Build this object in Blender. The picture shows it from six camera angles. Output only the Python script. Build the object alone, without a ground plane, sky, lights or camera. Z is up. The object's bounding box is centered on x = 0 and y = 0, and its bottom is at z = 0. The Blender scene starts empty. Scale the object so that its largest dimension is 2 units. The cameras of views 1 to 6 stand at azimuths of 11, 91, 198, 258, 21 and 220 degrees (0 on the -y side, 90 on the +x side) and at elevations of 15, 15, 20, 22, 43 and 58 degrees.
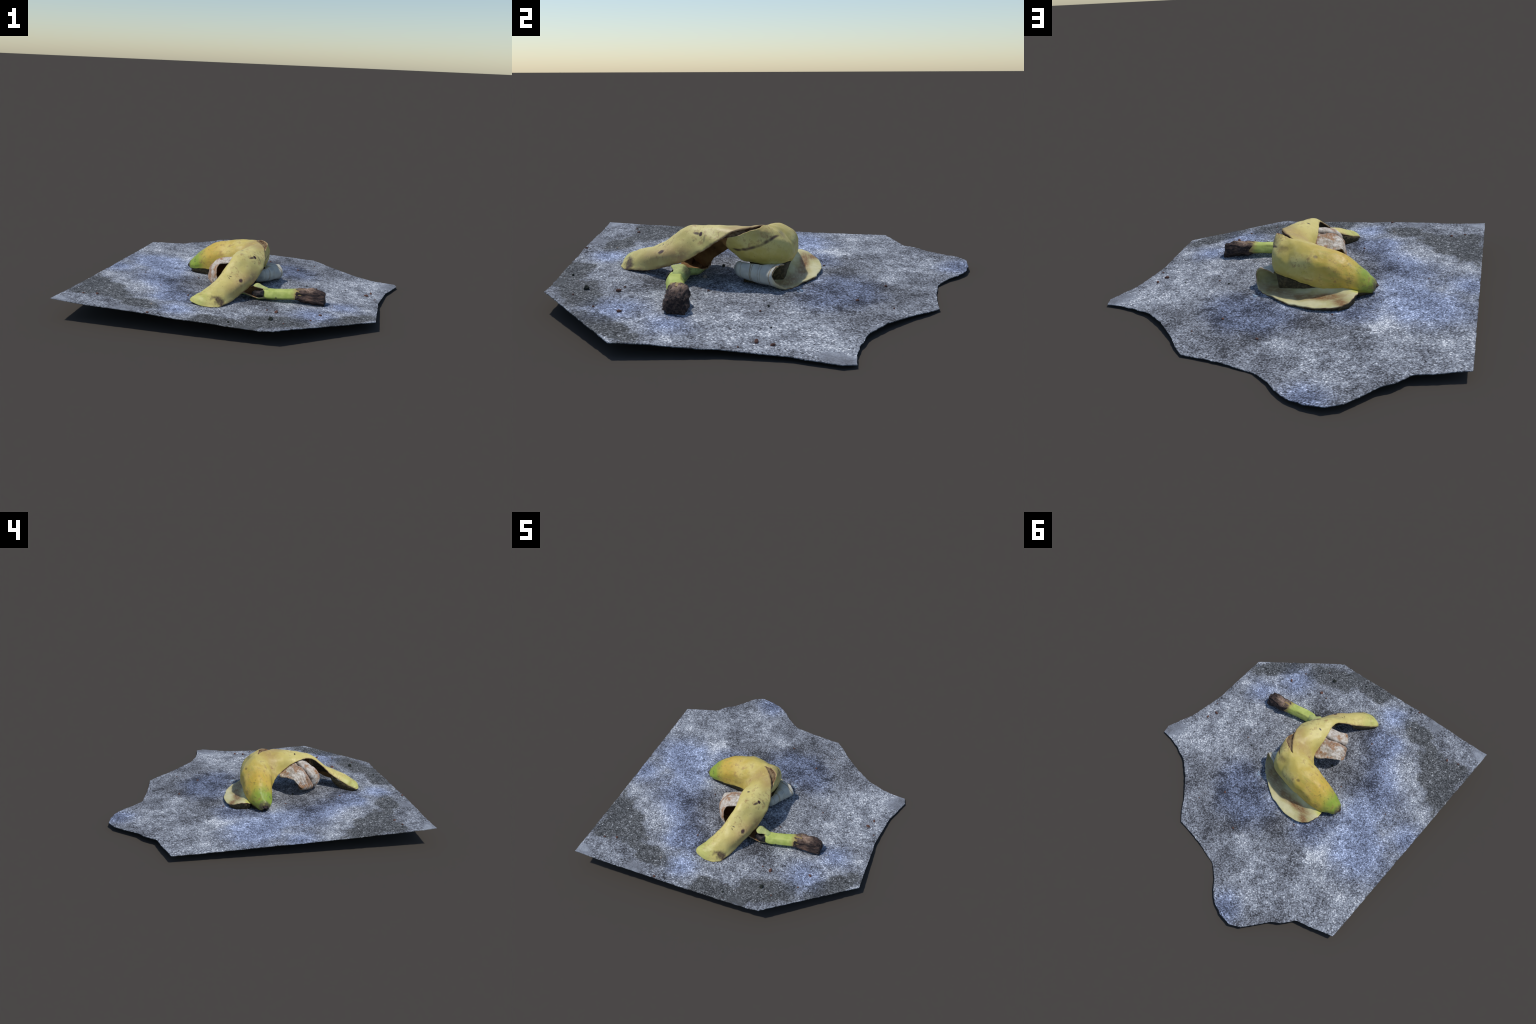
# A torn banana peel lying on a thin, irregular piece of weathered concrete.
import bpy, bmesh, math, random
import numpy as np
from mathutils import Vector, noise, Matrix
from mathutils.geometry import delaunay_2d_cdt

random.seed(7)
COL = bpy.context.scene.collection

# ------------------------------------------------------------------ helpers
def new_object(name, mesh, parent=None):
    ob = bpy.data.objects.new(name, mesh)
    COL.objects.link(ob)
    ob.parent = parent
    return ob

def curve_through(points, count):
    """Catmull-Rom curve through the points (axis 0), sampled at count places."""
    p = np.asarray(points, float)
    p = np.concatenate([[2 * p[0] - p[1]], p, [2 * p[-1] - p[-2]]])
    n = len(p) - 3
    out = []
    for t in np.linspace(0, n, count):
        i = min(int(t), n - 1); f = t - i
        a, b, c, d = p[i:i + 4]
        out.append(.5 * (2 * b + (c - a) * f + (2 * a - 5 * b + 4 * c - d) * f * f + (3 * b - a - 3 * c + d) * f ** 3))
    return np.array(out)

def loft(rows, across, steps, first=None, before=None):
    """Surface through rows of control points.  first: ready sampled opening row
    (shared border with another patch); before: the row that precedes it."""
    R = [curve_through(r, across) for r in rows]
    if first is not None: R = [np.asarray(first)] + R
    R = np.array(R)
    lead = 2 * R[0] - R[1] if before is None else np.asarray(before)
    P = np.concatenate([[lead], R, [2 * R[-1] - R[-2]]])
    out = []
    for i in range(1, len(P) - 2):
        a, b, c, d = P[i - 1:i + 3]
        for k in range(steps):
            f = k / steps
            out.append(.5 * (2 * b + (c - a) * f + (2 * a - 5 * b + 4 * c - d) * f * f + (3 * b - a - 3 * c + d) * f ** 3))
    out.append(P[-2])
    return np.array(out)

# --------------------------------------------------------- node construction
class Tree:
    def __init__(s, name):
        s.mat = bpy.data.materials.new(name); s.mat.use_nodes = True
        s.t = s.mat.node_tree; s.t.nodes.clear()
        s.pos = s.n('ShaderNodeTexCoord').outputs['Object']
    def n(s, kind, **kw):
        nd = s.t.nodes.new(kind)
        for k, v in kw.items(): setattr(nd, k, v)
        return nd
    def put(s, sock, v):
        if isinstance(v, bpy.types.NodeSocket): s.t.links.new(v, sock)
        elif v is not None:
            if hasattr(sock.default_value, '__len__') and not hasattr(v, '__len__'): v = (v,) * len(sock.default_value)
            if hasattr(v, '__len__') and len(sock.default_value) == 4 and len(v) == 3: v = (*v, 1)
            sock.default_value = v
    def math(s, op, a, b=None, c=None, clamp=False):
        nd = s.n('ShaderNodeMath', operation=op, use_clamp=clamp)
        for k, v in zip(nd.inputs, (a, b, c)): s.put(k, v)
        return nd.outputs[0]
    def noise(s, scale, detail=3, rough=.55, vec=None, dist=0):
        nd = s.n('ShaderNodeTexNoise')
        s.put(nd.inputs['Vector'], vec if vec is not None else s.pos)
        s.put(nd.inputs['Scale'], scale); s.put(nd.inputs['Detail'], detail)
        s.put(nd.inputs['Roughness'], rough); s.put(nd.inputs['Distortion'], dist)
        return nd.outputs['Fac']
    def voronoi(s, scale, vec=None):
        nd = s.n('ShaderNodeTexVoronoi'); s.put(nd.inputs['Scale'], scale)
        s.put(nd.inputs['Vector'], vec if vec is not None else s.pos)
        return nd.outputs['Distance']
    def ramp(s, v, lo, hi, a=0., b=1.):
        nd = s.n('ShaderNodeMapRange', interpolation_type='SMOOTHSTEP')
        for k, x in zip(nd.inputs, (v, lo, hi, a, b)): s.put(k, x)
        return nd.outputs[0]
    def mix(s, f, a, b, mode='MIX'):
        nd = s.n('ShaderNodeMix', data_type='RGBA', blend_type=mode)
        s.put(nd.inputs[0], f); s.put(nd.inputs[6], a); s.put(nd.inputs[7], b)
        return nd.outputs[2]
    def mapping(s, loc=(0, 0, 0), rot=(0, 0, 0), scale=(1, 1, 1), kind='TEXTURE', vec=None):
        nd = s.n('ShaderNodeMapping', vector_type=kind)
        s.put(nd.inputs[0], vec if vec is not None else s.pos)
        nd.inputs[1].default_value = loc; nd.inputs[2].default_value = rot; nd.inputs[3].default_value = scale
        return nd.outputs[0]
    def axis(s, k, vec=None):
        nd = s.n('ShaderNodeSeparateXYZ'); s.put(nd.inputs[0], vec if vec is not None else s.pos)
        return nd.outputs[k]
    def length(s, vec):
        nd = s.n('ShaderNodeVectorMath', operation='LENGTH'); s.put(nd.inputs[0], vec)
        return nd.outputs['Value']
    def spot(s, c, r, soft=.5, jit=0., strength=1., rough=None):
        """Mask: 1 in an ellipsoid around c with radii r, ragged by a noise."""
        if not hasattr(r, '__len__'): r = (r, r, r)
        d = s.length(s.mapping(c, scale=r))
        if rough is not None: d = s.math('ADD', d, s.math('MULTIPLY', s.math('SUBTRACT', rough, .5), jit))
        return s.ramp(d, 1 - soft, 1 + soft, strength, 0)
    def stroke(s, a, b, w, soft=.6, jit=0., strength=1., rough=None):
        """Mask: an elongated spot from a to b of half width w."""
        a, b = Vector(a), Vector(b); d = b - a
        e = d.to_track_quat('X', 'Z').to_euler()
        l = s.length(s.mapping((a + b) / 2, tuple(e), (d.length / 2 + w, w, w * 1.6)))
        if rough is not None: l = s.math('ADD', l, s.math('MULTIPLY', s.math('SUBTRACT', rough, .5), jit))
        return s.ramp(l, 1 - soft, 1 + soft, strength, 0)
    def done(s, colour, rough=.6, bump=None, dist=.002, strength=.5, spec=.3):
        b = s.n('ShaderNodeBsdfPrincipled'); o = s.n('ShaderNodeOutputMaterial')
        s.put(b.inputs['Base Color'], colour); s.put(b.inputs['Roughness'], rough)
        s.put(b.inputs['Specular IOR Level'], spec)
        if bump is not None:
            nb = s.n('ShaderNodeBump'); s.put(nb.inputs['Height'], bump)
            nb.inputs['Distance'].default_value = dist; nb.inputs['Strength'].default_value = strength
            s.t.links.new(nb.outputs[0], b.inputs['Normal'])
        s.t.links.new(b.outputs[0], o.inputs[0])
        return s.mat

# ---------------------------------------------------------------- materials
def skin_material():
    t = Tree('banana_skin')
    x, y = t.axis(0), t.axis(1)
    n1, n2, n3 = t.noise(9, 4), t.noise(38, 5, .65), t.noise(150, 3)
    c = t.mix(t.ramp(n1, .38, .62), (.62, .49, .12), (.73, .61, .215))
    # the closed end ripens from orange yellow to green
    w = t.math('ADD', x, t.math('MULTIPLY', t.math('SUBTRACT', n1, .5), .12))
    c = t.mix(t.ramp(w, -.05, -.28, 0, .85), c, (.64, .42, .055))
    g = t.math('ADD', w, t.math('MULTIPLY', y, .3))
    green = t.ramp(g, -.30, -.40)
    c = t.mix(green, c, (.27, .37, .04))
    stains = t.math('MULTIPLY', t.ramp(n2, .56, .66), t.ramp(w, -.24, -.36, 0, .6))
    c = t.mix(stains, c, (.10, .12, .03))
    c = t.mix(t.ramp(t.math('ADD', x, t.math('MULTIPLY', n2, .03)), -.396, -.416, 0, .9), c, (.085, .06, .035))
    # the long strip greens towards its own end
    e = t.math('MULTIPLY', t.ramp(y, -.55, -.72), t.ramp(x, -.06, -.2))
    c = t.mix(t.math('MULTIPLY', e, .5), c, (.60, .62, .13))
    # the long strip is paler, with browned edges
    c = t.mix(t.math('MULTIPLY', t.ramp(y, -.12, -.28), .5), c, (.75, .65, .25))
    browned = None
    for rim, k in ((-1, .9), (0, .7)):
        for a in range(4 if rim else 30, len(flap) - 7, 7):
            q = t.stroke(flap[a, rim], flap[a + 7, rim], .008, .7, 2.2, k, n2)
            browned = q if browned is None else t.math('MAXIMUM', browned, q)
    c = t.mix(t.math('MULTIPLY', browned, t.ramp(n1, .38, .58, .35, 1)), c, (.22, .11, .05))
    # olive streaks along the closed end
    st = t.noise(1, 4, .6, t.mapping((2, 5, 1), (0, 0, .12), (9, 48, 40), 'POINT'))
    c = t.mix(t.math('MULTIPLY', t.ramp(st, .50, .68, 0, .45), t.ramp(x, -.02, -.2)), c, (.40, .38, .06))
    # russet freckles and washes
    fr = t.math('MULTIPLY', t.ramp(n2, .50, .68), t.ramp(n1, .40, .62))
    c = t.mix(t.math('MULTIPLY', fr, .75), c, (.38, .20, .07))
    scuff = t.noise(1, 5, .65, t.mapping((4, 9, 3), (.2, .1, 1.1), (26, 95, 60), 'POINT'))
    c = t.mix(t.math('MULTIPLY', t.ramp(scuff, .60, .72, 0, .7), t.ramp(n1, .45, .6)), c, (.24, .12, .06))
    c = t.mix(t.math('MULTIPLY', t.ramp(n3, .65, .73), .55), c, (.20, .10, .05))
    for ctr, r, k in (((.0, -.12, .31), (.07, .06, .06), .55), ((.07, -.19, .31), (.035, .05, .04), .5),
                      ((.08, -.44, .18), (.045, .08, .05), .8), ((.015, -.6, .15), (.05, .06, .05), .55), ((.03, -.52, .19), (.05, .05, .04), .45),
                      ((-.07, -.13, .24), (.05, .03, .07), .35), ((.095, -.05, .3), (.03, .05, .03), .45)):
        c = t.mix(t.math('MULTIPLY', t.spot(ctr, r, .8, 1.6, k, n2), t.ramp(n2, .25, .6, .3, 1)), c, (.36, .19, .09))
    dark = (.06, .022, .028)
    marks = [t.stroke((-.033, -.078, .287), (-.016, -.09, .291), .0035, .4, .8, .9, n2),
             t.spot((-.02, -.298, .306), (.009, .005, .008), .3, 2.2, .95, n2),
             t.stroke((.040, -.376, .277), (.060, -.352, .283), .0065, .4, 1., .9, n2), t.spot((.068, -.341, .284), (.011, .008, .01), .35, 2., 1., n2),
             t.stroke((.115, -.33, .25), (.08, -.32, .283), .005, .6, 1., .45, n2),
             t.spot((.029, -.53, .191), (.010, .015, .014), .4, 2., .95, n2),
             t.stroke((-.062, -.548, .198), (-.048, -.545, .2), .0035, .4, 1., .9, n2), t.stroke((-.045, -.528, .208), (-.028, -.53, .208), .0035, .4, 1.2, .9, n2),
             t.stroke((-.042, -.54, .203), (-.034, -.55, .197), .004, .4, 1.2, .85, n2), t.stroke((-.048, -.52, .212), (-.05, -.537, .205), .003, .4, 1., .85, n2),
             t.spot((-.026, -.553, .193), .005, .4, 1., .85, n2),
             t.stroke((-.083, -.505, .222), (-.073, -.527, .207), .003, .4, .6, .9, n2),
             t.stroke((-.075, -.705, .118), (-.015, -.69, .117), .018, .7, 3.2, .9, n2), t.stroke((-.12, -.69, .14), (-.06, -.70, .125), .004, .7, 2., .7, n2),
             t.spot((.08, -.375, .26), .007, .5, 2., .6, n2),
             *[t.stroke(a, b, .0055, .5, 1.2, .88, n2) for a, b in zip(SEAM[:-1], SEAM[1:])],
             t.spot((.028, .03, .28), (.03, .022, .016), .7, 2., .5, n2),
             t.spot((-.15, .074, .262), (.011, .008, .009), .6, 1.5, .6, n2),
             t.spot((-.363, .002, .181), .007, .5, 1., .7, n2)]
    m = marks[0]
    for k in marks[1:]: m = t.math('MAXIMUM', m, k)
    c = t.mix(m, c, dark)
    c = t.mix(t.stroke((-.075, .106, .215), (-.05, .098, .150), .0028, .6, 1.6, .5, n2), c, (.16, .12, .05))
    b = t.math('ADD', t.math('MULTIPLY', n2, .6), n1)
    return t.done(c, t.ramp(n1, .3, .7, .40, .54), b, .006, .4, .4)

def inner_material():
    t = Tree('peel_inner_side')
    n, f = t.noise(14, 5), t.noise(120, 4, .6, t.mapping(scale=(1, 1, 4), kind='POINT'))
    c = t.mix(t.ramp(n, .35, .65), (.20, .095, .032), (.34, .185, .065))
    c = t.mix(t.ramp(f, .55, .75, 0, .6), c, (.5, .3, .13))
    return t.done(c, .75, f, .003, .4)

def rim_material():
    t = Tree('peel_torn_edge')
    n, m = t.noise(45, 4), t.noise(12, 2)
    c = t.mix(t.ramp(n, .4, .62), (.48, .33, .18), (.2, .1, .05))
    c = t.mix(t.ramp(m, .5, .7, 0, .6), c, (.6, .5, .26))
    return t.done(c, .75, n, .003, .5)

def fibrous_material():
    """Dried pith: whitish, rust streaked, finely ribbed, with black specks; turns to
    green skin at the stem."""
    t = Tree('dried_pith')
    x = t.axis(0)
    n1, n2 = t.noise(16, 5, .6), t.noise(55, 5, .65)
    rib = t.noise(1, 3, .6, t.mapping((0, 0, 0), (0, 0, .45), (160, 28, 60), 'POINT'))
    c = t.mix(t.ramp(n2, .35, .62), (.47, .38, .29), (.73, .67, .59))
    c = t.mix(t.math('MULTIPLY', t.ramp(n1, .48, .62), t.ramp(rib, .3, .65, .4, 1)), c, (.40, .19, .075))
    c = t.mix(t.ramp(rib, .55, .72, 0, .45), c, (.3, .2, .12))
    dots = t.math('MULTIPLY', t.ramp(t.voronoi(48), .10, .05), t.ramp(t.noise(20, 1), .5, .56))
    c = t.mix(dots, c, (.04, .025, .03))
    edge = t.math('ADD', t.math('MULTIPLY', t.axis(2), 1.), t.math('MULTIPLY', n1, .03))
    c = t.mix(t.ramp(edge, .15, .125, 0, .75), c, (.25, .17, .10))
    for a, b in zip(GROOVE[:-1], GROOVE[1:]):
        c = t.mix(t.stroke(a, b, .013, .45, .8, .9, n2), c, (.13, .085, .06))
    for a, b in zip(CREST[:-1], CREST[1:]):
        c = t.mix(t.stroke(a, b, .0095, .35, .8, .7, n2), c, (.33, .18, .10))
    g = t.ramp(t.math('ADD', x, t.math('MULTIPLY', n1, .05)), -.03, .04)
    green = t.mix(t.ramp(n2, .45, .7), (.44, .52, .17), (.26, .32, .10))
    green = t.mix(t.spot((.12, -.43, .15), (.05, .05, .03), .8, .6, .7, n1), green, (.60, .60, .24))
    green = t.mix(t.spot((.13, -.40, .125), (.03, .018, .03), .6, 1.4, .75, n2), green, (.10, .08, .05))
    c = t.mix(g, c, green)
    return t.done(c, .8, t.math('ADD', rib, n2), .006, .6)

def pale_flesh_material():
    """Inside of the unrolled strip: cream with rust brown streaks."""
    t = Tree('pale_inner_peel')
    n1, n2 = t.noise(14, 4), t.noise(70, 5, .7)
    gr = t.noise(1, 3, .6, t.mapping((0, 0, 0), (0, 0, -.1), (30, 130, 60), 'POINT'))
    c = t.mix(t.ramp(n1, .35, .65), (.60, .54, .25), (.70, .65, .38))
    fine = t.ramp(t.math('ADD', t.math('MULTIPLY', gr, .5), t.math('MULTIPLY', n2, .5)), .38, .58)
    brown = [t.stroke((.14, .02, .06), (-.02, .105, .05), .045, .6, 1.2, .75, n2),
             t.stroke((.0, .11, .06), (-.17, .135, .066), .030, .7, 1., .8, n2),
             t.stroke((-.13, .135, .064), (-.285, .145, .085), .024, .6, 1., 1., n2),
             t.stroke((-.315, .20, .08), (-.275, .175, .078), .026, .6, 1., .9, n2)]
    m = brown[0]
    for k in brown[1:]: m = t.math('MAXIMUM', m, k)
    c = t.mix(t.math('MULTIPLY', m, t.ramp(fine, 0, 1, .6, 1)), c, (.27, .125, .05))
    c = t.mix(t.spot((-.35, .085, .1), (.03, .03, .03), .6, .5, .8, n1), c, (.55, .55, .1))
    return t.done(c, .6, gr, .002, .4)

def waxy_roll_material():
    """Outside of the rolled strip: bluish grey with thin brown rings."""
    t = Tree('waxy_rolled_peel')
    n1, n2 = t.noise(22, 4), t.noise(60, 3)
    ax = Vector((.44, .90, 0)).normalized()
    nd = t.n('ShaderNodeVectorMath', operation='DOT_PRODUCT'); t.put(nd.inputs[0], t.pos); nd.inputs[1].default_value = ax
    u = t.math('ADD', nd.outputs['Value'], t.math('MULTIPLY', t.math('SUBTRACT', n1, .5), .012))
    c = t.mix(t.ramp(n1, .35, .65), (.46, .46, .42), (.57, .56, .48))
    for at, w, k in ((-.098, .0016, .5), (-.052, .003, .7), (-.044, .0014, .8), (-.012, .0016, .4), (.0, .002, .35), (.052, .0022, .8)):
        c = t.mix(t.ramp(t.math('ABSOLUTE', t.math('SUBTRACT', u, at)), w * .4, w * 1.6, k, 0), c, (.26, .17, .07))
    c = t.mix(t.ramp(u, .062, .085), c, (.62, .55, .34))
    c = t.mix(t.math('MULTIPLY', t.ramp(t.voronoi(50), .09, .05), t.ramp(n2, .54, .6)), c, (.05, .045, .04))
    c = t.mix(t.ramp(t.axis(0), .02, -.05), c, (.5, .4, .12))
    return t.done(c, .42, n2, .002, .3)

def stem_material():
    t = Tree('green_stem')
    n1, n2 = t.noise(20, 4), t.noise(75, 4, .65)
    x = t.axis(0)
    c = t.mix(t.ramp(n1, .35, .68), (.56, .62, .17), (.40, .48, .10))
    w = t.math('ADD', x, t.math('MULTIPLY', t.math('SUBTRACT', n2, .5), .05))
    c = t.mix(t.ramp(w, .305, .352), c, (.36, .25, .09))
    for q in (t.spot((.15, -.425, .142), (.028, .016, .02), .6, 1.2, .8, n2), t.stroke((.19, -.415, .13), (.27, -.405, .134), .006, .7, 3., .5, n2),
              t.spot((.23, -.48, .09), .006, .4, .5, .9, n2), t.spot((.14, -.39, .1), (.03, .02, .03), .6, 1.5, .6, n2),
              t.spot((.35, -.385, .14), (.02, .02, .014), .6, 1.5, .8, n2)):
        c = t.mix(q, c, (.10, .065, .045))
    return t.done(c, .55, n1, .004, .4)

def husk_material():
    """Dry cut end of the stem: almost black, flaking to tan."""
    t = Tree('dry_stem_husk')
    n1, n2 = t.noise(18, 5, .6), t.noise(60, 5, .7)
    st = t.noise(1, 4, .6, t.mapping((0, 0, 0), (.3, .2, .1), (25, 90, 90), 'POINT'))
    c = t.mix(t.ramp(st, .4, .65), (.028, .02, .02), (.115, .075, .06))
    up = t.spot((.395, -.41, .160), (.05, .045, .035), .5, 1.6, .95, n1)
    c = t.mix(up, c, t.mix(t.ramp(n2, .4, .6), (.22, .14, .10), (.47, .33, .24)))
    c = t.mix(t.spot((.41, -.455, .085), (.03, .02, .02), .6, 1.5, .6, n1), c, (.22, .13, .09))
    c = t.mix(t.ramp(n2, .62, .75, 0, .7), c, (.30, .19, .15))
    return t.done(c, .85, t.math('ADD', st, n2), .012, .8)

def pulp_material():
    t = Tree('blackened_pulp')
    n = t.noise(40, 4)
    return t.done(t.mix(t.ramp(n, .45, .7), (.012, .011, .012), (.07, .05, .045)), .7, n, .006, .6)

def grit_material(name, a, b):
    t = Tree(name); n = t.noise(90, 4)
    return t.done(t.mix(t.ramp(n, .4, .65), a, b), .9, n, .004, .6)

def concrete_material():
    t = Tree('weathered_concrete')
    flat = t.mapping((3.7, 8.3, .2), (0, 0, .4), (1, 1, .6), 'POINT')
    def away(k): return t.mapping((7.3 + 5.1 * k, 11.9 - 3.7 * k, 2.1 * k), (0, 0, .7 * k), (1, 1, .6), 'POINT')
    big, mid = t.noise(2.6, 5, .6, away(1)), t.noise(9, 6, .65, away(2))
    g1, g2, g3 = t.noise(112, 3, .65, away(3)), t.noise(215, 2, .6, away(4)), t.noise(32, 5, .7, away(5))
    wob = t.noise(7, 5, .62, away(6))
    def blots(items, soft=.7, jit=2.2):
        m = None
        for cx, cy, r in items:
            k = t.spot((cx, cy, .05), (r, r, 9), soft, jit, 1., wob)
            m = k if m is None else t.math('ADD', m, k)
        return t.math('MINIMUM', m, 1.)
    # charcoal: bare dark aggregate; damp: greyer patches with the shadow baked round the peel; light: lime bloom; blue: bluish film
    charcoal = None
    for a, b, w in (((-.86, -.52, .10), (-.72, -.70, .10), .13), ((-.74, -.66, .10), (-.60, -.80, .10), .11), ((-.88, -.74, .11), (-.80, -.70, .11), .09),
                    ((-.60, -.80, .10), (-.42, -.86, .10), .07), ((-.10, -.97, .09), (.20, -.93, .09), .085), ((.18, -.90, .09), (.40, -.80, .08), .10),
                    ((.52, -.80, .06), (.73, -.62, .06), .055), ((.60, -.70, .06), (.74, -.58, .06), .07)):
        k = t.stroke(a, b, w, .6, 2.4, 1., wob)
        charcoal = k if charcoal is None else t.math('MAXIMUM', charcoal, k)
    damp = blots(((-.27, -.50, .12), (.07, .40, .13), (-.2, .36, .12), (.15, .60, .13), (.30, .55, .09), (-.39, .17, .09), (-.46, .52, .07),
                  (-.69, .53, .08), (-.27, -.25, .11), (.22, .30, .1), (-.1, .68, .08), (.45, .4, .09), (-.4, -.35, .08), (.12, -.55, .1), (.0, .3, .13), (.25, .1, .1), (-.33, .08, .1), (-.32, -.33, .11), (-.3, -.62, .1), (.35, .33, .1)), .9, 1.6)
    light = blots(((.62, .09, .15), (.35, .42, .07), (-.22, .57, .15), (-.51, -.51, .13), (.11, -.73, .1), (.57, -.1, .15), (-.83, -.36, .1),
                   (-.56, .57, .14), (-.36, .79, .11), (.56, -.71, .08), (-.69, -.43, .1), (-.86, .45, .09), (-.5, .3, .1), (.55, -.4, .12), (-.25, -.83, .09)))
    blue = blots(((-.55, -.25, .15), (-.58, .04, .16), (-.44, -.45, .1), (.24, .22, .12), (.15, .36, .11), (-.26, -.84, .08), (-.4, -.62, .08),
                  (-.30, .95, .10), (-.75, .16, .14), (-.87, -.12, .1), (.0, .3, .12), (.48, -.66, .11), (-.3, -.62, .1), (-.35, .2, .1), (.62, -.42, .08)), .9, 1.4)
    smooth = blots(((-.89, -.97, .07), (-.52, -.98, .06), (.89, .25, .05), (.59, .39, .03), (.85, .2, .05), (.15, -1., .05)), .4, .6)
    cell = t.n('ShaderNodeTexVoronoi'); t.put(cell.inputs['Vector'], away(9)); t.put(cell.inputs['Scale'], 150)
    chip = t.axis(0, cell.outputs['Color'])
    def c5(v): return t.math('SUBTRACT', v, .5)
    def total(*terms):
        r = None
        for v, k in terms:
            q = t.math('MULTIPLY', v, k); r = q if r is None else t.math('ADD', r, q)
        return r
    grain = total((c5(chip), .30), (c5(g1), 1.05), (c5(g2), .55), (c5(g3), .55))
    grain = t.math('MULTIPLY', grain, t.math('SUBTRACT', 1, t.math('MULTIPLY', smooth, .8)))
    def tones(v, stops):
        nd = t.n('ShaderNodeValToRGB'); t.put(nd.inputs[0], v); cr = nd.color_ramp
        for p, col in stops:
            e = cr.elements.new(p); e.color = (*col, 1)
        cr.elements.remove(cr.elements[-1]); cr.elements.remove(cr.elements[0])
        return nd.outputs[0]
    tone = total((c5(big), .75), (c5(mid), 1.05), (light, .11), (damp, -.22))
    v = t.math('ADD', t.math('ADD', t.math('MULTIPLY', grain, 1.45), tone), .455, clamp=True)
    bloom = tones(v, ((.0, (.045, .046, .052)), (.25, (.135, .14, .156)), (.5, (.275, .292, .328)), (.72, (.42, .448, .495)), (1., (.68, .72, .78))))
    v2 = t.math('ADD', t.math('ADD', t.math('MULTIPLY', grain, 1.3), t.math('MULTIPLY', c5(mid), .4)), .46, clamp=True)
    bare = tones(v2, ((.0, (.020, .021, .022)), (.36, (.066, .068, .070)), (.6, (.145, .15, .154)), (.8, (.29, .30, .31)), (1., (.5, .52, .54))))
    edge = total((charcoal, 1.), (c5(big), .8), (c5(mid), 1.9), (c5(g3), 1.3), (c5(g1), .6))
    c = t.mix(t.ramp(edge, .30, .80), bloom, bare)
    c = t.mix(t.math('MULTIPLY', blue, .6), c, (.80, .95, 1.36), 'MULTIPLY')
    rust = t.math('MULTIPLY', t.ramp(t.voronoi(28, flat), .085, .05), t.ramp(t.noise(11, 2, .5, away(7)), .56, .62))
    c = t.mix(t.math('MULTIPLY', rust, .8), c, (.18, .07, .045))
    pit = t.math('MULTIPLY', t.ramp(t.voronoi(46, flat), .10, .05), t.ramp(t.noise(6, 2, .5, away(8)), .46, .55))
    c = t.mix(t.math('MULTIPLY', pit, .8), c, (.03, .03, .036))
    crack = t.stroke((-.345, .71, .045), (-.31, .80, .04), .006, .7, 2.5, .85, t.noise(50, 3))
    c = t.mix(crack, c, (.04, .055, .09))
    return t.done(c, .9, t.math('ADD', g1, g3), .008, .5, .2)

# --------------------------------------------- surfaces of the torn peel
A = 17                                           # samples over four spans
# closed end of the peel, sections from the tip; each from the back edge over the ridge to the front edge
closed = [
 [(-.432, .004, .085), (-.434, .010, .090), (-.435, .010, .105), (-.436, -.006, .112), (-.435, -.020, .108), (-.433, -.026, .098), (-.430, -.022, .088)],
 [(-.420, .020, .075), (-.422, .032, .090), (-.425, .027, .117), (-.427, -.002, .129), (-.426, -.030, .122), (-.424, -.043, .105), (-.418, -.040, .085)],
 [(-.400, .030, .074), (-.400, .047, .095), (-.400, .044, .132), (-.402, .010, .155), (-.402, -.030, .145), (-.400, -.053, .115), (-.398, -.050, .087)],
 [(-.360, .055, .080), (-.360, .078, .120), (-.360, .067, .168), (-.360, .020, .195), (-.360, -.030, .183), (-.362, -.064, .140), (-.362, -.063, .095)],
 [(-.310, .080, .085), (-.310, .100, .130), (-.310, .085, .190), (-.310, .025, .233), (-.310, -.030, .223), (-.310, -.075, .170), (-.310, -.078, .100)],
 [(-.250, .085, .090), (-.250, .107, .150), (-.250, .092, .215), (-.250, .025, .263), (-.250, -.030, .255), (-.250, -.081, .200), (-.250, -.086, .102)],
 [(-.190, .083, .095), (-.190, .107, .160), (-.190, .094, .234), (-.190, .026, .277), (-.190, -.035, .269), (-.190, -.091, .220), (-.190, -.102, .120)],
 [(-.130, .078, .105), (-.130, .106, .165), (-.130, .093, .245), (-.130, .022, .289), (-.130, -.043, .280), (-.132, -.102, .235), (-.145, -.122, .132)],
 [(-.070, .074, .118), (-.070, .098, .170), (-.070, .085, .244), (-.070, .018, .298), (-.072, -.040, .296), (-.095, -.106, .250), (-.125, -.136, .140)],
 [(-.012, .068, .133), (-.008, .086, .172), (-.008, .073, .226), (-.010, .018, .290), (-.009, -.036, .309), (-.064, -.101, .268), (-.111, -.144, .150)]]
W = 6 * 8 + 1
body = loft(closed, W, 6)
last, prev = body[-1], body[-7]
# shoulder: bends round the open end, from lower edge up to the lip of the slit
shoulder = [
 [(.035, .060, .146), (.045, .072, .180), (.045, .058, .232), (.035, .018, .286), (.022, -.044, .314)],
 [(.066, .044, .149), (.079, .048, .185), (.077, .034, .240), (.062, .000, .290), (.050, -.056, .324)],
 [(.080, -.020, .140), (.097, -.014, .186), (.101, -.024, .243), (.096, -.045, .288), (.084, -.074, .317)],
 [(.066, -.088, .143), (.094, -.085, .187), (.106, -.090, .235), (.109, -.100, .274), (.103, -.113, .307)],
 [(.050, -.155, .155), (.078, -.155, .190), (.096, -.159, .225), (.104, -.160, .258), (.102, -.163, .288)],
 [(.045, -.215, .205), (.060, -.222, .222), (.075, -.225, .238), (.088, -.224, .252), (.096, -.216, .271)]]
S = 4 * 8 + 1
neck = loft(shoulder, S, 8, last[:S], prev[:S])
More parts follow.
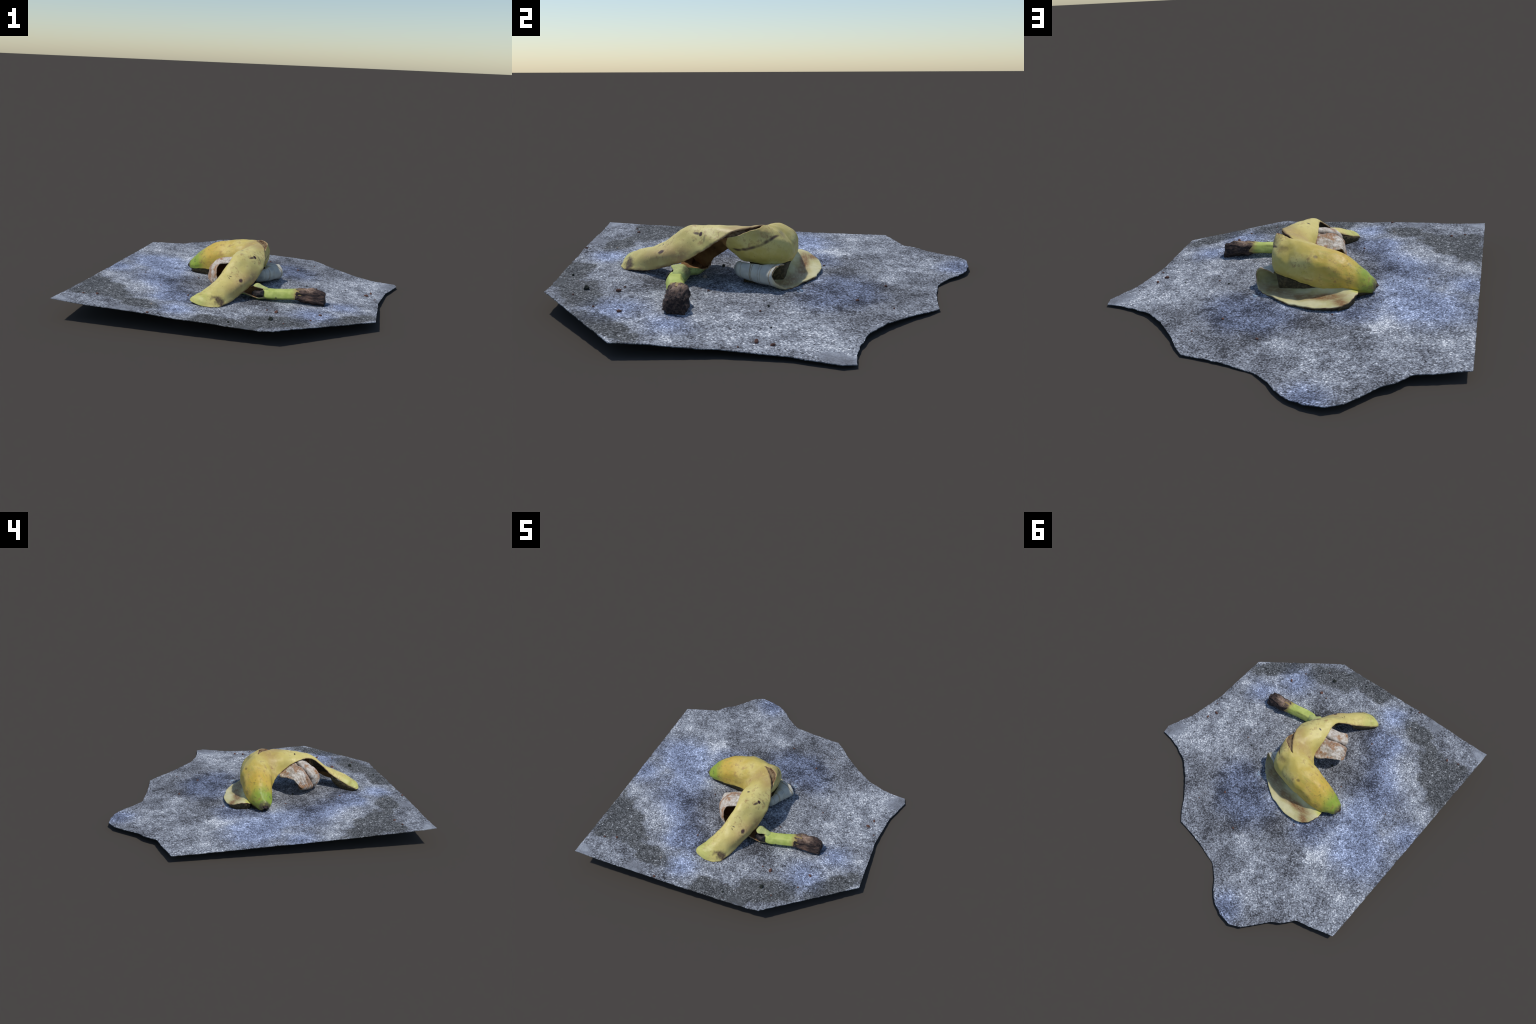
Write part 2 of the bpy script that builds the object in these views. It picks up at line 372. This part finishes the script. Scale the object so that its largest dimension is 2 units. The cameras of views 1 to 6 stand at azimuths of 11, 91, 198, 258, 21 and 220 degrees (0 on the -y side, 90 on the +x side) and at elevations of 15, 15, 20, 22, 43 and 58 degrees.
# long strip, rows from its outer (far) edge to the edge along the slit
strip = [
 [(-.075, -.194, .191), (-.066, -.175, .238), (-.040, -.148, .278), (.000, -.115, .305), (.034, -.078, .316)],
 [(-.081, -.250, .244), (-.060, -.235, .276), (-.018, -.205, .300), (.035, -.170, .313), (.070, -.128, .314)],
 [(-.073, -.313, .275), (-.045, -.302, .297), (.000, -.284, .311), (.060, -.250, .311), (.105, -.205, .298)],
 [(-.064, -.370, .288), (-.035, -.362, .304), (.010, -.345, .307), (.072, -.318, .288), (.127, -.282, .252)],
 [(-.063, -.432, .276), (-.035, -.426, .292), (.010, -.412, .288), (.068, -.380, .258), (.123, -.338, .213)],
 [(-.090, -.500, .228), (-.060, -.500, .236), (-.010, -.492, .232), (.055, -.468, .208), (.098, -.420, .163)],
 [(-.122, -.548, .180), (-.090, -.562, .198), (-.035, -.570, .194), (.031, -.556, .174), (.062, -.497, .128)],
 [(-.160, -.605, .145), (-.128, -.625, .171), (-.070, -.640, .173), (-.015, -.628, .143), (.022, -.572, .102)],
 [(-.200, -.655, .125), (-.168, -.680, .148), (-.110, -.697, .148), (-.050, -.688, .124), (-.002, -.645, .094)],
 [(-.222, -.690, .112), (-.195, -.712, .127), (-.135, -.730, .126), (-.075, -.725, .110), (-.030, -.700, .091)],
 [(-.224, -.702, .104), (-.198, -.732, .098), (-.145, -.748, .092), (-.090, -.746, .090), (-.042, -.722, .086)]]
flap = loft(strip, A, 8, last[W - A:][::-1], prev[W - A:][::-1])
# short strip that runs on from the neck, hangs over and curls back to the stem
curl = [
 [(.000, -.205, .200), (.000, -.250, .243), (.000, -.300, .270), (.020, -.340, .268), (.045, -.362, .250)],
 [(-.090, -.180, .172), (-.090, -.240, .227), (-.092, -.300, .258), (-.090, -.350, .266), (-.078, -.394, .252)],
 [(-.148, -.213, .184), (-.150, -.260, .224), (-.153, -.315, .246), (-.150, -.365, .251), (-.128, -.413, .248)],
 [(-.208, -.250, .191), (-.203, -.280, .202), (-.198, -.325, .210), (-.182, -.378, .216), (-.143, -.438, .224)],
 [(-.222, -.286, .150), (-.219, -.310, .154), (-.210, -.345, .162), (-.187, -.392, .170), (-.141, -.458, .190)],
 [(-.216, -.318, .120), (-.211, -.340, .115), (-.195, -.372, .116), (-.172, -.408, .122), (-.127, -.466, .155)],
 [(-.160, -.318, .092), (-.155, -.348, .087), (-.142, -.378, .086), (-.125, -.412, .090), (-.100, -.460, .112)],
 [(-.080, -.318, .090), (-.080, -.350, .078), (-.080, -.380, .078), (-.080, -.420, .084), (-.070, -.460, .100)],
 [(.035, -.345, .108), (.030, -.360, .083), (.030, -.400, .077), (.030, -.450, .083), (.040, -.487, .098)],
 [(.095, -.468, .149), (.100, -.412, .149), (.108, -.386, .108), (.110, -.432, .067), (.120, -.490, .080)],
 [(.145, -.462, .137), (.140, -.420, .140), (.147, -.400, .104), (.147, -.438, .066), (.152, -.488, .083)],
 [(.180, -.466, .124), (.175, -.432, .129), (.178, -.413, .101), (.178, -.444, .073), (.180, -.482, .086)],
 [(.205, -.460, .112), (.205, -.440, .116), (.205, -.428, .101), (.205, -.444, .088), (.205, -.466, .094)]]
inner = loft(curl, S, 8, neck[-1], neck[-9])
# groove and raised lip along the hanging strip
vv = np.linspace(0, 1, S)
def groove_at(i): return float(np.interp(i, [16, 24, 32, 40, 48], [.50, .58, .67, .74, .77]))
def ribs(i):
    g = groove_at(i)
    return (-.020 * np.exp(-((vv - g) / .045) ** 2) + .007 * np.exp(-((vv - g + .085) / .035) ** 2) + .006 * np.exp(-((vv - g - .13) / .07) ** 2)
            + .0022 * np.sin(vv * 55) - .005 * np.exp(-((vv - .24) / .02) ** 2))
THICK = .008
flat_inner = inner.copy()
for i in range(1, len(inner)):
    k = math.sin(math.pi * min(max((i - 8) / 52, 0), 1)) ** .5
    du = flat_inner[min(i + 1, len(inner) - 1)] - flat_inner[i - 1]; dv = np.gradient(flat_inner[i], axis=0)
    nn = np.cross(du, dv); nn /= np.linalg.norm(nn, axis=1)[:, None] + 1e-9
    inner[i] = flat_inner[i] + nn * (ribs(i) * k - THICK * min(1, i / 10))[:, None]
# unrolled strip: tip, gutter on the ground, fold, roll tucked under the shoulder
under = [
 [(-.304, .206, .066), (-.338, .180, .082), (-.355, .148, .094), (-.366, .112, .098), (-.360, .083, .095)],
 [(-.250, .223, .059), (-.265, .186, .070), (-.275, .152, .083), (-.280, .118, .096), (-.275, .092, .108)],
 [(-.165, .225, .053), (-.170, .182, .060), (-.172, .142, .068), (-.175, .102, .082), (-.172, .075, .098)],
 [(-.089, .204, .047), (-.085, .160, .053), (-.080, .114, .059), (-.075, .072, .070), (-.070, .030, .080)],
 [(-.020, .182, .047), (-.005, .135, .051), (.010, .089, .056), (.015, .042, .063), (.015, -.030, .072)],
 [(.056, .133, .049), (.060, .088, .053), (.060, .042, .058), (.055, -.010, .062), (.045, -.090, .072)],
 [(.118, .085, .045), (.110, .040, .048), (.100, -.010, .054), (.090, -.060, .060), (.070, -.130, .074)],
 [(.160, .045, .053), (.156, .010, .053), (.140, -.035, .065), (.115, -.085, .068), (.080, -.145, .076)],
 [(.188, .003, .084), (.184, -.022, .082), (.158, -.060, .086), (.128, -.108, .090), (.098, -.168, .096)],
 [(.196, -.022, .126), (.188, -.036, .120), (.158, -.062, .120), (.130, -.110, .124), (.104, -.175, .125)],
 [(.166, -.004, .154), (.158, -.015, .150), (.138, -.045, .150), (.116, -.095, .148), (.100, -.170, .147)],
 [(.120, .018, .154), (.112, .004, .153), (.102, -.040, .151), (.098, -.090, .150), (.092, -.158, .156)],
 [(.080, .040, .147), (.078, .010, .146), (.080, -.030, .141), (.080, -.080, .140), (.084, -.150, .156)]]
# the roll's closed end turns back underneath
turn = {6: (.055, -.145, .082), 7: (.050, -.168, .082), 8: (.055, -.186, .098), 9: (.055, -.189, .125), 10: (.055, -.183, .147), 11: (.055, -.170, .156), 12: (.055, -.160, .156)}
for k, r in enumerate(under):
    r.append(turn.get(k, tuple(b + .25 * (b - a) for a, b in zip(r[3], r[4]))))
roll = loft(under, S, 7)

# torn flesh bridging the slit between strip and shoulder
def torn_lining():
    n = 24; rows = []
    for q in np.linspace(0, 1, n):
        a = flap[int(round(q * 3.2 * 8)), -2]; b = neck[int(round(q * (len(neck) - 1))), -2]
        a = a + np.array((-.003, 0, -.008)); b = b + np.array((-.007, -.001, -.001))
        sag = .009 * math.sin(math.pi * q)
        rows.append([a, a * .67 + b * .33 - np.array((0, 0, sag * .9)), a * .33 + b * .67 - np.array((0, 0, sag)), b])
    return loft(rows, 13, 2)
lining = torn_lining()

REGIONS = [('closed_end', body, 'skin', 'inner', True), ('shoulder', neck, 'skin', 'inner', True), ('spotted_strip', flap, 'skin', 'inner', False),
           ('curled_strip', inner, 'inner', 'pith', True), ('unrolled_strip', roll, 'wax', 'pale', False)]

# groove and raised lip of the dried strip, as lines the pith material darkens
def along(dv): return [inner[k, int(round((groove_at(k) + dv) * (S - 1)))] for k in range(14, 60, 5)]
# dark seam running round the shoulder
SEAM = [neck[r, c] for r, c in ((44, 12), (40, 14), (32, 16), (24, 19), (16, 22))]
GROOVE, CREST = along(0), along(-.085)

M = dict(skin=skin_material(), inner=inner_material(), rim=rim_material(), pith=fibrous_material(), pale=pale_flesh_material(),
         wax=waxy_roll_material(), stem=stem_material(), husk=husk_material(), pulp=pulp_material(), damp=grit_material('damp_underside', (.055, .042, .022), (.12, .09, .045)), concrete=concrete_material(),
         russet=grit_material('russet_grit', (.10, .05, .04), (.25, .12, .09)), black=grit_material('black_grit', (.02, .025, .02), (.05, .055, .045)),
         pale_grit=grit_material('pale_grit', (.30, .40, .52), (.55, .66, .78)), tan=grit_material('tan_grit', (.35, .28, .23), (.5, .42, .36)))

# ------------------------------------------------------- the concrete sheet
OUTLINE = [(-.921, -.986), (-.4, -.996), (0, -.997), (.305, -.993), (.812, -.608), (.812, -.436), (.814, -.307), (.812, -.21), (.832, -.073),
           (.85, .04), (.918, .228), (.905, .281), (.828, .287), (.74, .31), (.63, .358), (.53, .44), (.42, .56), (.36, .645), (.308, .70),
           (.18, .717), (.08, .737), (-.05, .775), (-.135, .845), (-.177, .9), (-.246, .957), (-.318, .988), (-.405, 1.0), (-.472, .968),
           (-.583, .826), (-.637, .79), (-.693, .72), (-.80, .69), (-.921, .65)]
# gentle warp of the sheet: height corrections (x, y, dz) on top of a tilted, slightly bowed plane
WARP = [(-.92, -.985, .008), (-.784, -.99, -.003), (-.15, -.997, -.009), (.147, -.995, -.014), (.53, -.82, -.004), (-.921, .4, .004), (-.921, .05, .004), (-.921, -.33, .003), (-.921, -.67, .003), (-.64, .79, .009), (-.59, .83, .015), (-.53, .915, .022), (-.48, .97, .026), (-.41, 1.0, .028), (-.33, .995, .020), (-.69, .72, .003), (-.84, .68, .005), (-.4, .8, -.010), (-.38, .90, -.007), (-.46, .91, -.004), (-.5, .84, -.007), (-.27, .86, -.010), (-.3, .93, -.006), (-.75, .45, -.004), (.5, .25, -.004), (.812, -.21, -.008), (.837, -.04, -.007), (.545, .43, .014),
        (.42, .56, .007), (-.06, .79, -.019), (-.15, .86, .008), (-.25, .96, .002), (.18, .717, -.003), (.158, .113, .006), (.015, .51, -.005),
        (.24, .356, -.001), (-.32, -.17, .001), (-.28, -.565, -.003), (-.26, .244, -.003), (.42, -.07, -.003), (.47, -.74, .002), (.27, -.68, .003)]
WX = np.array(WARP)

def ground_height(x, y):
    h = .0468 - .02683 * x - .04579 * y + .00229 * x * x - .00035 * x * y + .00662 * y * y
    w = np.exp(-((WX[:, 0] - x) ** 2 + (WX[:, 1] - y) ** 2) / (2 * .085 ** 2))
    return h + float((w * WX[:, 2]).sum() / (w.sum() + .25))

def build_concrete():
    edge = []
    for (ax, ay), (bx, by) in zip(OUTLINE, OUTLINE[1:] + OUTLINE[:1]):
        n = max(1, int(math.hypot(bx - ax, by - ay) / .012))
        for k in range(n):
            f = k / n; x, y = ax + (bx - ax) * f, ay + (by - ay) * f
            j = noise.noise_vector((x * 40, y * 40, 3.1)) * (.0035 if k else 0)
            edge.append(Vector((min(max(x + j.x, -.922), .92), max(min(y + j.y, 1.0), -1.0))))
    step, pts = .0135, []
    for i in range(-70, 71):
        for k in range(-76, 77):
            x, y = (i + .5 * (k % 2)) * step, k * step * .9
            pts.append(Vector((x + random.uniform(-.003, .003), y + random.uniform(-.003, .003))))
    ne = len(edge)
    vs, _, fs, *_ = delaunay_2d_cdt(edge + pts, [(i, (i + 1) % ne) for i in range(ne)], [], 1, 1e-5)
    bm = bmesh.new(); top, bot = [], []
    for v in vs:
        rough = noise.fractal((v.x * 16, v.y * 16, 0), 1., 2., 4) * .0016 + noise.fractal((v.x * 55, v.y * 55, 9), 1., 2., 3) * .0011
        z = max(ground_height(v.x, v.y) + rough, .0025)
        top.append(bm.verts.new((v.x, v.y, z))); bot.append(bm.verts.new((v.x, v.y, max(z - .0035, 0))))
    for f in fs:
        t, b = [top[i] for i in f], [bot[i] for i in f]
        up = (vs[f[1]] - vs[f[0]]).cross(vs[f[2]] - vs[f[0]]) > 0
        bm.faces.new(t if up else t[::-1]); bm.faces.new(b[::-1] if up else b)
    for e in [e for e in bm.edges if len(e.link_faces) == 1 and e.verts[0] in set(top[:0])]: pass
    ti = {v: i for i, v in enumerate(top)}
    for e in [e for e in bm.edges if len(e.link_faces) == 1 and e.verts[0] in ti]:
        a, b = ti[e.verts[0]], ti[e.verts[1]]
        bm.faces.new((top[b], top[a], bot[a], bot[b]))
    bmesh.ops.recalc_face_normals(bm, faces=bm.faces)
    me = bpy.data.meshes.new('concrete_sheet'); bm.to_mesh(me); bm.free()
    me.materials.append(M['concrete'])
    me.shade_smooth(); me.set_sharp_from_angle(angle=math.radians(50))
    ob = new_object('concrete_sheet', me)
    ob['label'] = 'thin jagged sheet of weathered grey concrete with bluish stains'
    ob['category'] = 'concrete slab'
    return ob

sheet = build_concrete()

def grit(name, mat, spots, squash=.7):
    shapes = []
    for s in range(3):
        bm = bmesh.new(); bmesh.ops.create_icosphere(bm, subdivisions=2, radius=1)
        for v in bm.verts:
            v.co *= 1 + .45 * noise.noise(v.co * 1.6 + Vector((s * 7, 1, 2))); v.co.z *= squash
        me = bpy.data.meshes.new(name); bm.to_mesh(me); bm.free(); me.materials.append(M[mat]); shapes.append(me)
    for i, (x, y, r) in enumerate(spots):
        ob = new_object(name, shapes[i % 3], sheet)
        ob.location = (x, y, ground_height(x, y) + r * squash * .45)
        ob.scale = (r * random.uniform(.8, 1.3), r * random.uniform(.7, 1.), r)
        ob.rotation_euler = (random.uniform(-.3, .3), random.uniform(-.3, .3), random.uniform(0, 6.3))

grit('dirt_crumb', 'russet', [(.268, -.682, .0105), (.508, -.63, .009), (.467, -.743, .006), (-.742, -.783, .008), (-.816, -.806, .006), (-.372, -.985, .008),
     (-.273, -.568, .007), (.761, -.012, .010), (.737, -.074, .011), (.79, -.14, .005), (-.484, -.435, .004), (-.324, -.172, .006), (.019, .513, .007),
     (.242, .356, .007), (.42, -.066, .006), (.213, -.667, .006), (-.266, .243, .006), (.338, -.86, .005), (.198, -.3, .005), (-.67, -.196, .004), (.341, .50, .005)])
grit('leaf_scrap', 'black', [(.262, -.822, .013), (.057, -.937, .007), (-.177, -.258, .008), (.355, -.032, .005), (.6, -.02, .004)], 1.0)
grit('pale_chip', 'pale_grit', [(.158, .113, .012), (.172, .098, .007)], .5)
grit('tan_pebble', 'tan', [(.0127, -.334, .012), (-.403, -.832, .006), (.555, -.43, .004)], .8)

# ---------------------------------------------------------- the banana peel
peel = bpy.data.objects.new('banana_peel', None); COL.objects.link(peel)
peel['label'] = 'torn spotted yellow banana peel lying folded on the ground'
peel['category'] = 'banana peel'

def build_peel():
    bm = bmesh.new()
    for r, (_, g, _, _, flip) in enumerate(REGIONS):
        vs = [[bm.verts.new(p) for p in row] for row in g]
        for i in range(len(vs) - 1):
            for k in range(len(vs[0]) - 1):
                q = [vs[i][k], vs[i][k + 1], vs[i + 1][k + 1], vs[i + 1][k]]
                f = bm.faces.new(q if flip else q[::-1]); f.material_index = 3 * r; f.smooth = True
    bmesh.ops.remove_doubles(bm, verts=bm.verts, dist=.0002)
    # blunt dry tip closes the small opening of the closed end
    bm.normal_update()
    moves = []
    for v in bm.verts:
        p = v.co
        d = noise.fractal(p * 20, 1., 2., 3) * .0030 + noise.noise(p * 60) * .0012 + noise.noise(p * 12 + Vector((4, 1, 7))) * .0022 - (noise.voronoi(p * 17)[0][0] - .5) * .0045
        moves.append(v.normal * d + (noise.noise_vector(p * 48) * .0040 if v.is_boundary else Vector()))
    for v, m in zip(bm.verts, moves): v.co += m
    me = bpy.data.meshes.new('whole'); bm.to_mesh(me); bm.free()
    ob = new_object('whole', me)
    for _ in range(3 * len(REGIONS)): me.materials.append(None)
    so = ob.modifiers.new('s', 'SOLIDIFY'); so.thickness = THICK; so.offset = -1; so.use_even_offset = False
    so.material_offset = 1; so.material_offset_rim = 2
    su = ob.modifiers.new('u', 'SUBSURF'); su.levels = su.render_levels = 1
    dg = bpy.context.evaluated_depsgraph_get()
    full = bpy.data.meshes.new_from_object(ob.evaluated_get(dg))
    bpy.data.objects.remove(ob); bpy.data.meshes.remove(me)
    nv = len(full.vertices)
    co = np.zeros(nv * 3); full.vertices.foreach_get('co', co); co = co.reshape(-1, 3)
    no = np.zeros(nv * 3); full.vertex_normals.foreach_get('vector', no); no = no.reshape(-1, 3)
    for r, (name, _, outer, inn, _) in enumerate(REGIONS):
        idx, faces, mi = {}, [], []
        for p in full.polygons:
            if p.material_index // 3 == r:
                faces.append([idx.setdefault(v, len(idx)) for v in p.vertices]); mi.append(p.material_index % 3)
        m = bpy.data.meshes.new(name); order = list(idx)
        m.from_pydata(co[order].tolist(), [], faces)
        for k in (outer, inn, 'rim'): m.materials.append(M[k])
        m.polygons.foreach_set('material_index', mi); m.shade_smooth(); m.update()
        m.normals_split_custom_set_from_vertices(no[order].tolist())
        new_object(name, m, peel)
    bpy.data.meshes.remove(full)

build_peel()

def build_lining():
    bm = bmesh.new()
    vs = [[bm.verts.new(Vector(p) + noise.noise_vector(Vector(p) * 70) * .0035) for p in row] for row in lining]
    for a, b in zip(vs, vs[1:]):
        for k in range(len(a) - 1): bm.faces.new((a[k], a[k + 1], b[k + 1], b[k])).smooth = True
    bmesh.ops.solidify(bm, geom=bm.faces[:], thickness=.003)
    me = bpy.data.meshes.new('torn_flesh'); bm.to_mesh(me); bm.free(); me.materials.append(M['rim'])
    new_object('torn_flesh', me, peel)
build_lining()

def membrane(name, rows, mat, across=9):
    g = loft(rows, across, 3)
    bm = bmesh.new()
    vs = [[bm.verts.new(Vector(p) + noise.noise_vector(Vector(p) * 45) * .004) for p in row] for row in g]
    for a, b in zip(vs, vs[1:]):
        for k in range(len(a) - 1): bm.faces.new((a[k], a[k + 1], b[k + 1], b[k])).smooth = True
    bmesh.ops.solidify(bm, geom=bm.faces[:], thickness=.003)
    me = bpy.data.meshes.new(name); bm.to_mesh(me); bm.free(); me.materials.append(M[mat])
    return new_object(name, me, peel)

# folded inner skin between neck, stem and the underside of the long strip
membrane('inner_fold', [[(.035, -.216, .210), (.060, -.228, .244), (.094, -.236, .272)], [(-.020, -.290, .150), (.000, -.315, .190), (.040, -.335, .240)],
                        [(-.030, -.325, .096), (-.010, -.365, .130), (.020, -.410, .190)]], 'inner')
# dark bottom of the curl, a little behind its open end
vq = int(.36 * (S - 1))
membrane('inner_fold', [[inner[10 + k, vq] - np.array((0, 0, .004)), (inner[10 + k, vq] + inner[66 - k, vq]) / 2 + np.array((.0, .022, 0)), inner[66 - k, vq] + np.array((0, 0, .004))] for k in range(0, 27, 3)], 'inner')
# dark curtain hanging inside the strip's free edge
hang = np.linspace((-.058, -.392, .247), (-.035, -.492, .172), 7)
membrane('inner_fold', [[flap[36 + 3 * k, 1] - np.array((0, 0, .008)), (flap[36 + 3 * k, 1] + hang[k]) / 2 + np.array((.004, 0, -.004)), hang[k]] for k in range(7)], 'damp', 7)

# undersides: thin walls to the ground, darkened to match the shadow below
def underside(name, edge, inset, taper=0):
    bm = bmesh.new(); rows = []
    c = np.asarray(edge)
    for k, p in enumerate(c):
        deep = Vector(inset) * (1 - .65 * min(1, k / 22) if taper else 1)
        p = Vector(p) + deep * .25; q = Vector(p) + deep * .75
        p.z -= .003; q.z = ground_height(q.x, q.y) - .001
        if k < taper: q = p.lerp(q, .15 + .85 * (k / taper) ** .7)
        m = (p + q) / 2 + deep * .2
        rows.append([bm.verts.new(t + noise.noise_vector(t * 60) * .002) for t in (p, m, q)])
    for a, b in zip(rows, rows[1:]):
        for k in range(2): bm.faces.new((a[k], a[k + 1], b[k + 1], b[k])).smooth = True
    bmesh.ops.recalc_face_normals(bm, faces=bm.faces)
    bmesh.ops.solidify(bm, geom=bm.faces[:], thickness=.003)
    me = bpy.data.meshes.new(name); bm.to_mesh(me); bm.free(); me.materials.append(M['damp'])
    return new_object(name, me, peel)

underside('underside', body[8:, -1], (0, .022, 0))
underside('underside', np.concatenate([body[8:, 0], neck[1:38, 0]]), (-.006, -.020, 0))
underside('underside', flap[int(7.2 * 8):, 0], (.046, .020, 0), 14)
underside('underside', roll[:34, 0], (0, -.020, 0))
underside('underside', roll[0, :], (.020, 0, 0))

# --------------------------------------------------------------- the stem
def tube(name, stations, mats, sides=28, steps=8, angular=.0, rough=0., caps=True):
    """Stations: (x, y, z, half width, half height, material slot)."""
    st = curve_through([s[:5] for s in stations], (len(stations) - 1) * steps + 1)
    bm = bmesh.new(); rings = []
    for i, (x, y, z, w, h) in enumerate(st):
        ring = []
        for k in range(sides):
            a = 2 * math.pi * k / sides
            f = 1 + angular * (math.cos(math.pi / 5) / math.cos((a + .3) % (2 * math.pi / 5) - math.pi / 5) - 1)
            p = Vector((x, y + w * f * math.cos(a), z + h * f * math.sin(a)))
            if rough:
                q = Vector((p.x * 11, p.y * 55, p.z * 55))
                p += Vector((.5, math.cos(a), math.sin(a))) * (noise.fractal(q, 1., 2., 4) * rough * .9 + noise.noise(p * 26) * rough * 1.1)
            else:
                p += Vector((0, math.cos(a), math.sin(a))) * noise.fractal(p * 25, 1., 2., 3) * .002
            ring.append(bm.verts.new(p))
        rings.append(ring)
    for a, b in zip(rings, rings[1:]):
        for k in range(sides):
            bm.faces.new((a[k], b[k], b[(k + 1) % sides], a[(k + 1) % sides])).smooth = True
    if caps:
        for ring, s in ((rings[0], 1), (rings[-1], -1)):
            c = bm.verts.new(sum((v.co for v in ring), Vector()) / sides + Vector((.004 * s, 0, 0)))
            for k in range(sides):
                bm.faces.new((ring[k], ring[(k + 1) % sides], c)).smooth = True
    bmesh.ops.recalc_face_normals(bm, faces=bm.faces)
    me = bpy.data.meshes.new(name); bm.to_mesh(me); bm.free()
    for m in mats: me.materials.append(M[m])
    return new_object(name, me, peel)

stem = tube('stem', [(.150, -.446, .103, .038, .032), (.18, -.448, .100, .044, .034), (.22, -.443, .101, .044, .034), (.29, -.428, .103, .045, .033),
                     (.335, -.418, .105, .047, .036), (.36, -.413, .106, .046, .037), (.385, -.410, .106, .040, .034)], ['stem'], sides=40, angular=.75)
tube('stem_cut_end', [(.335, -.416, .105, .040, .033), (.352, -.414, .105, .047, .038), (.38, -.411, .104, .051, .042), (.42, -.407, .101, .053, .045), (.46, -.405, .096, .055, .048),
                      (.488, -.404, .090, .051, .046), (.503, -.404, .086, .045, .040), (.506, -.404, .085, .020, .020)], ['husk'], sides=80, steps=10, rough=.0105, angular=.7)
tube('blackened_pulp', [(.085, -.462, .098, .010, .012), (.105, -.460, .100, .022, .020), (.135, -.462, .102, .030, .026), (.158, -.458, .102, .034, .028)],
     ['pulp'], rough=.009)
# dried blossom scar on the closed tip
tip = tube('blossom_scar', [(-.425, -.006, .100, .026, .018), (-.436, -.008, .099, .017, .012), (-.441, -.008, .099, .010, .008)], ['husk'], sides=20, steps=5, rough=.003)
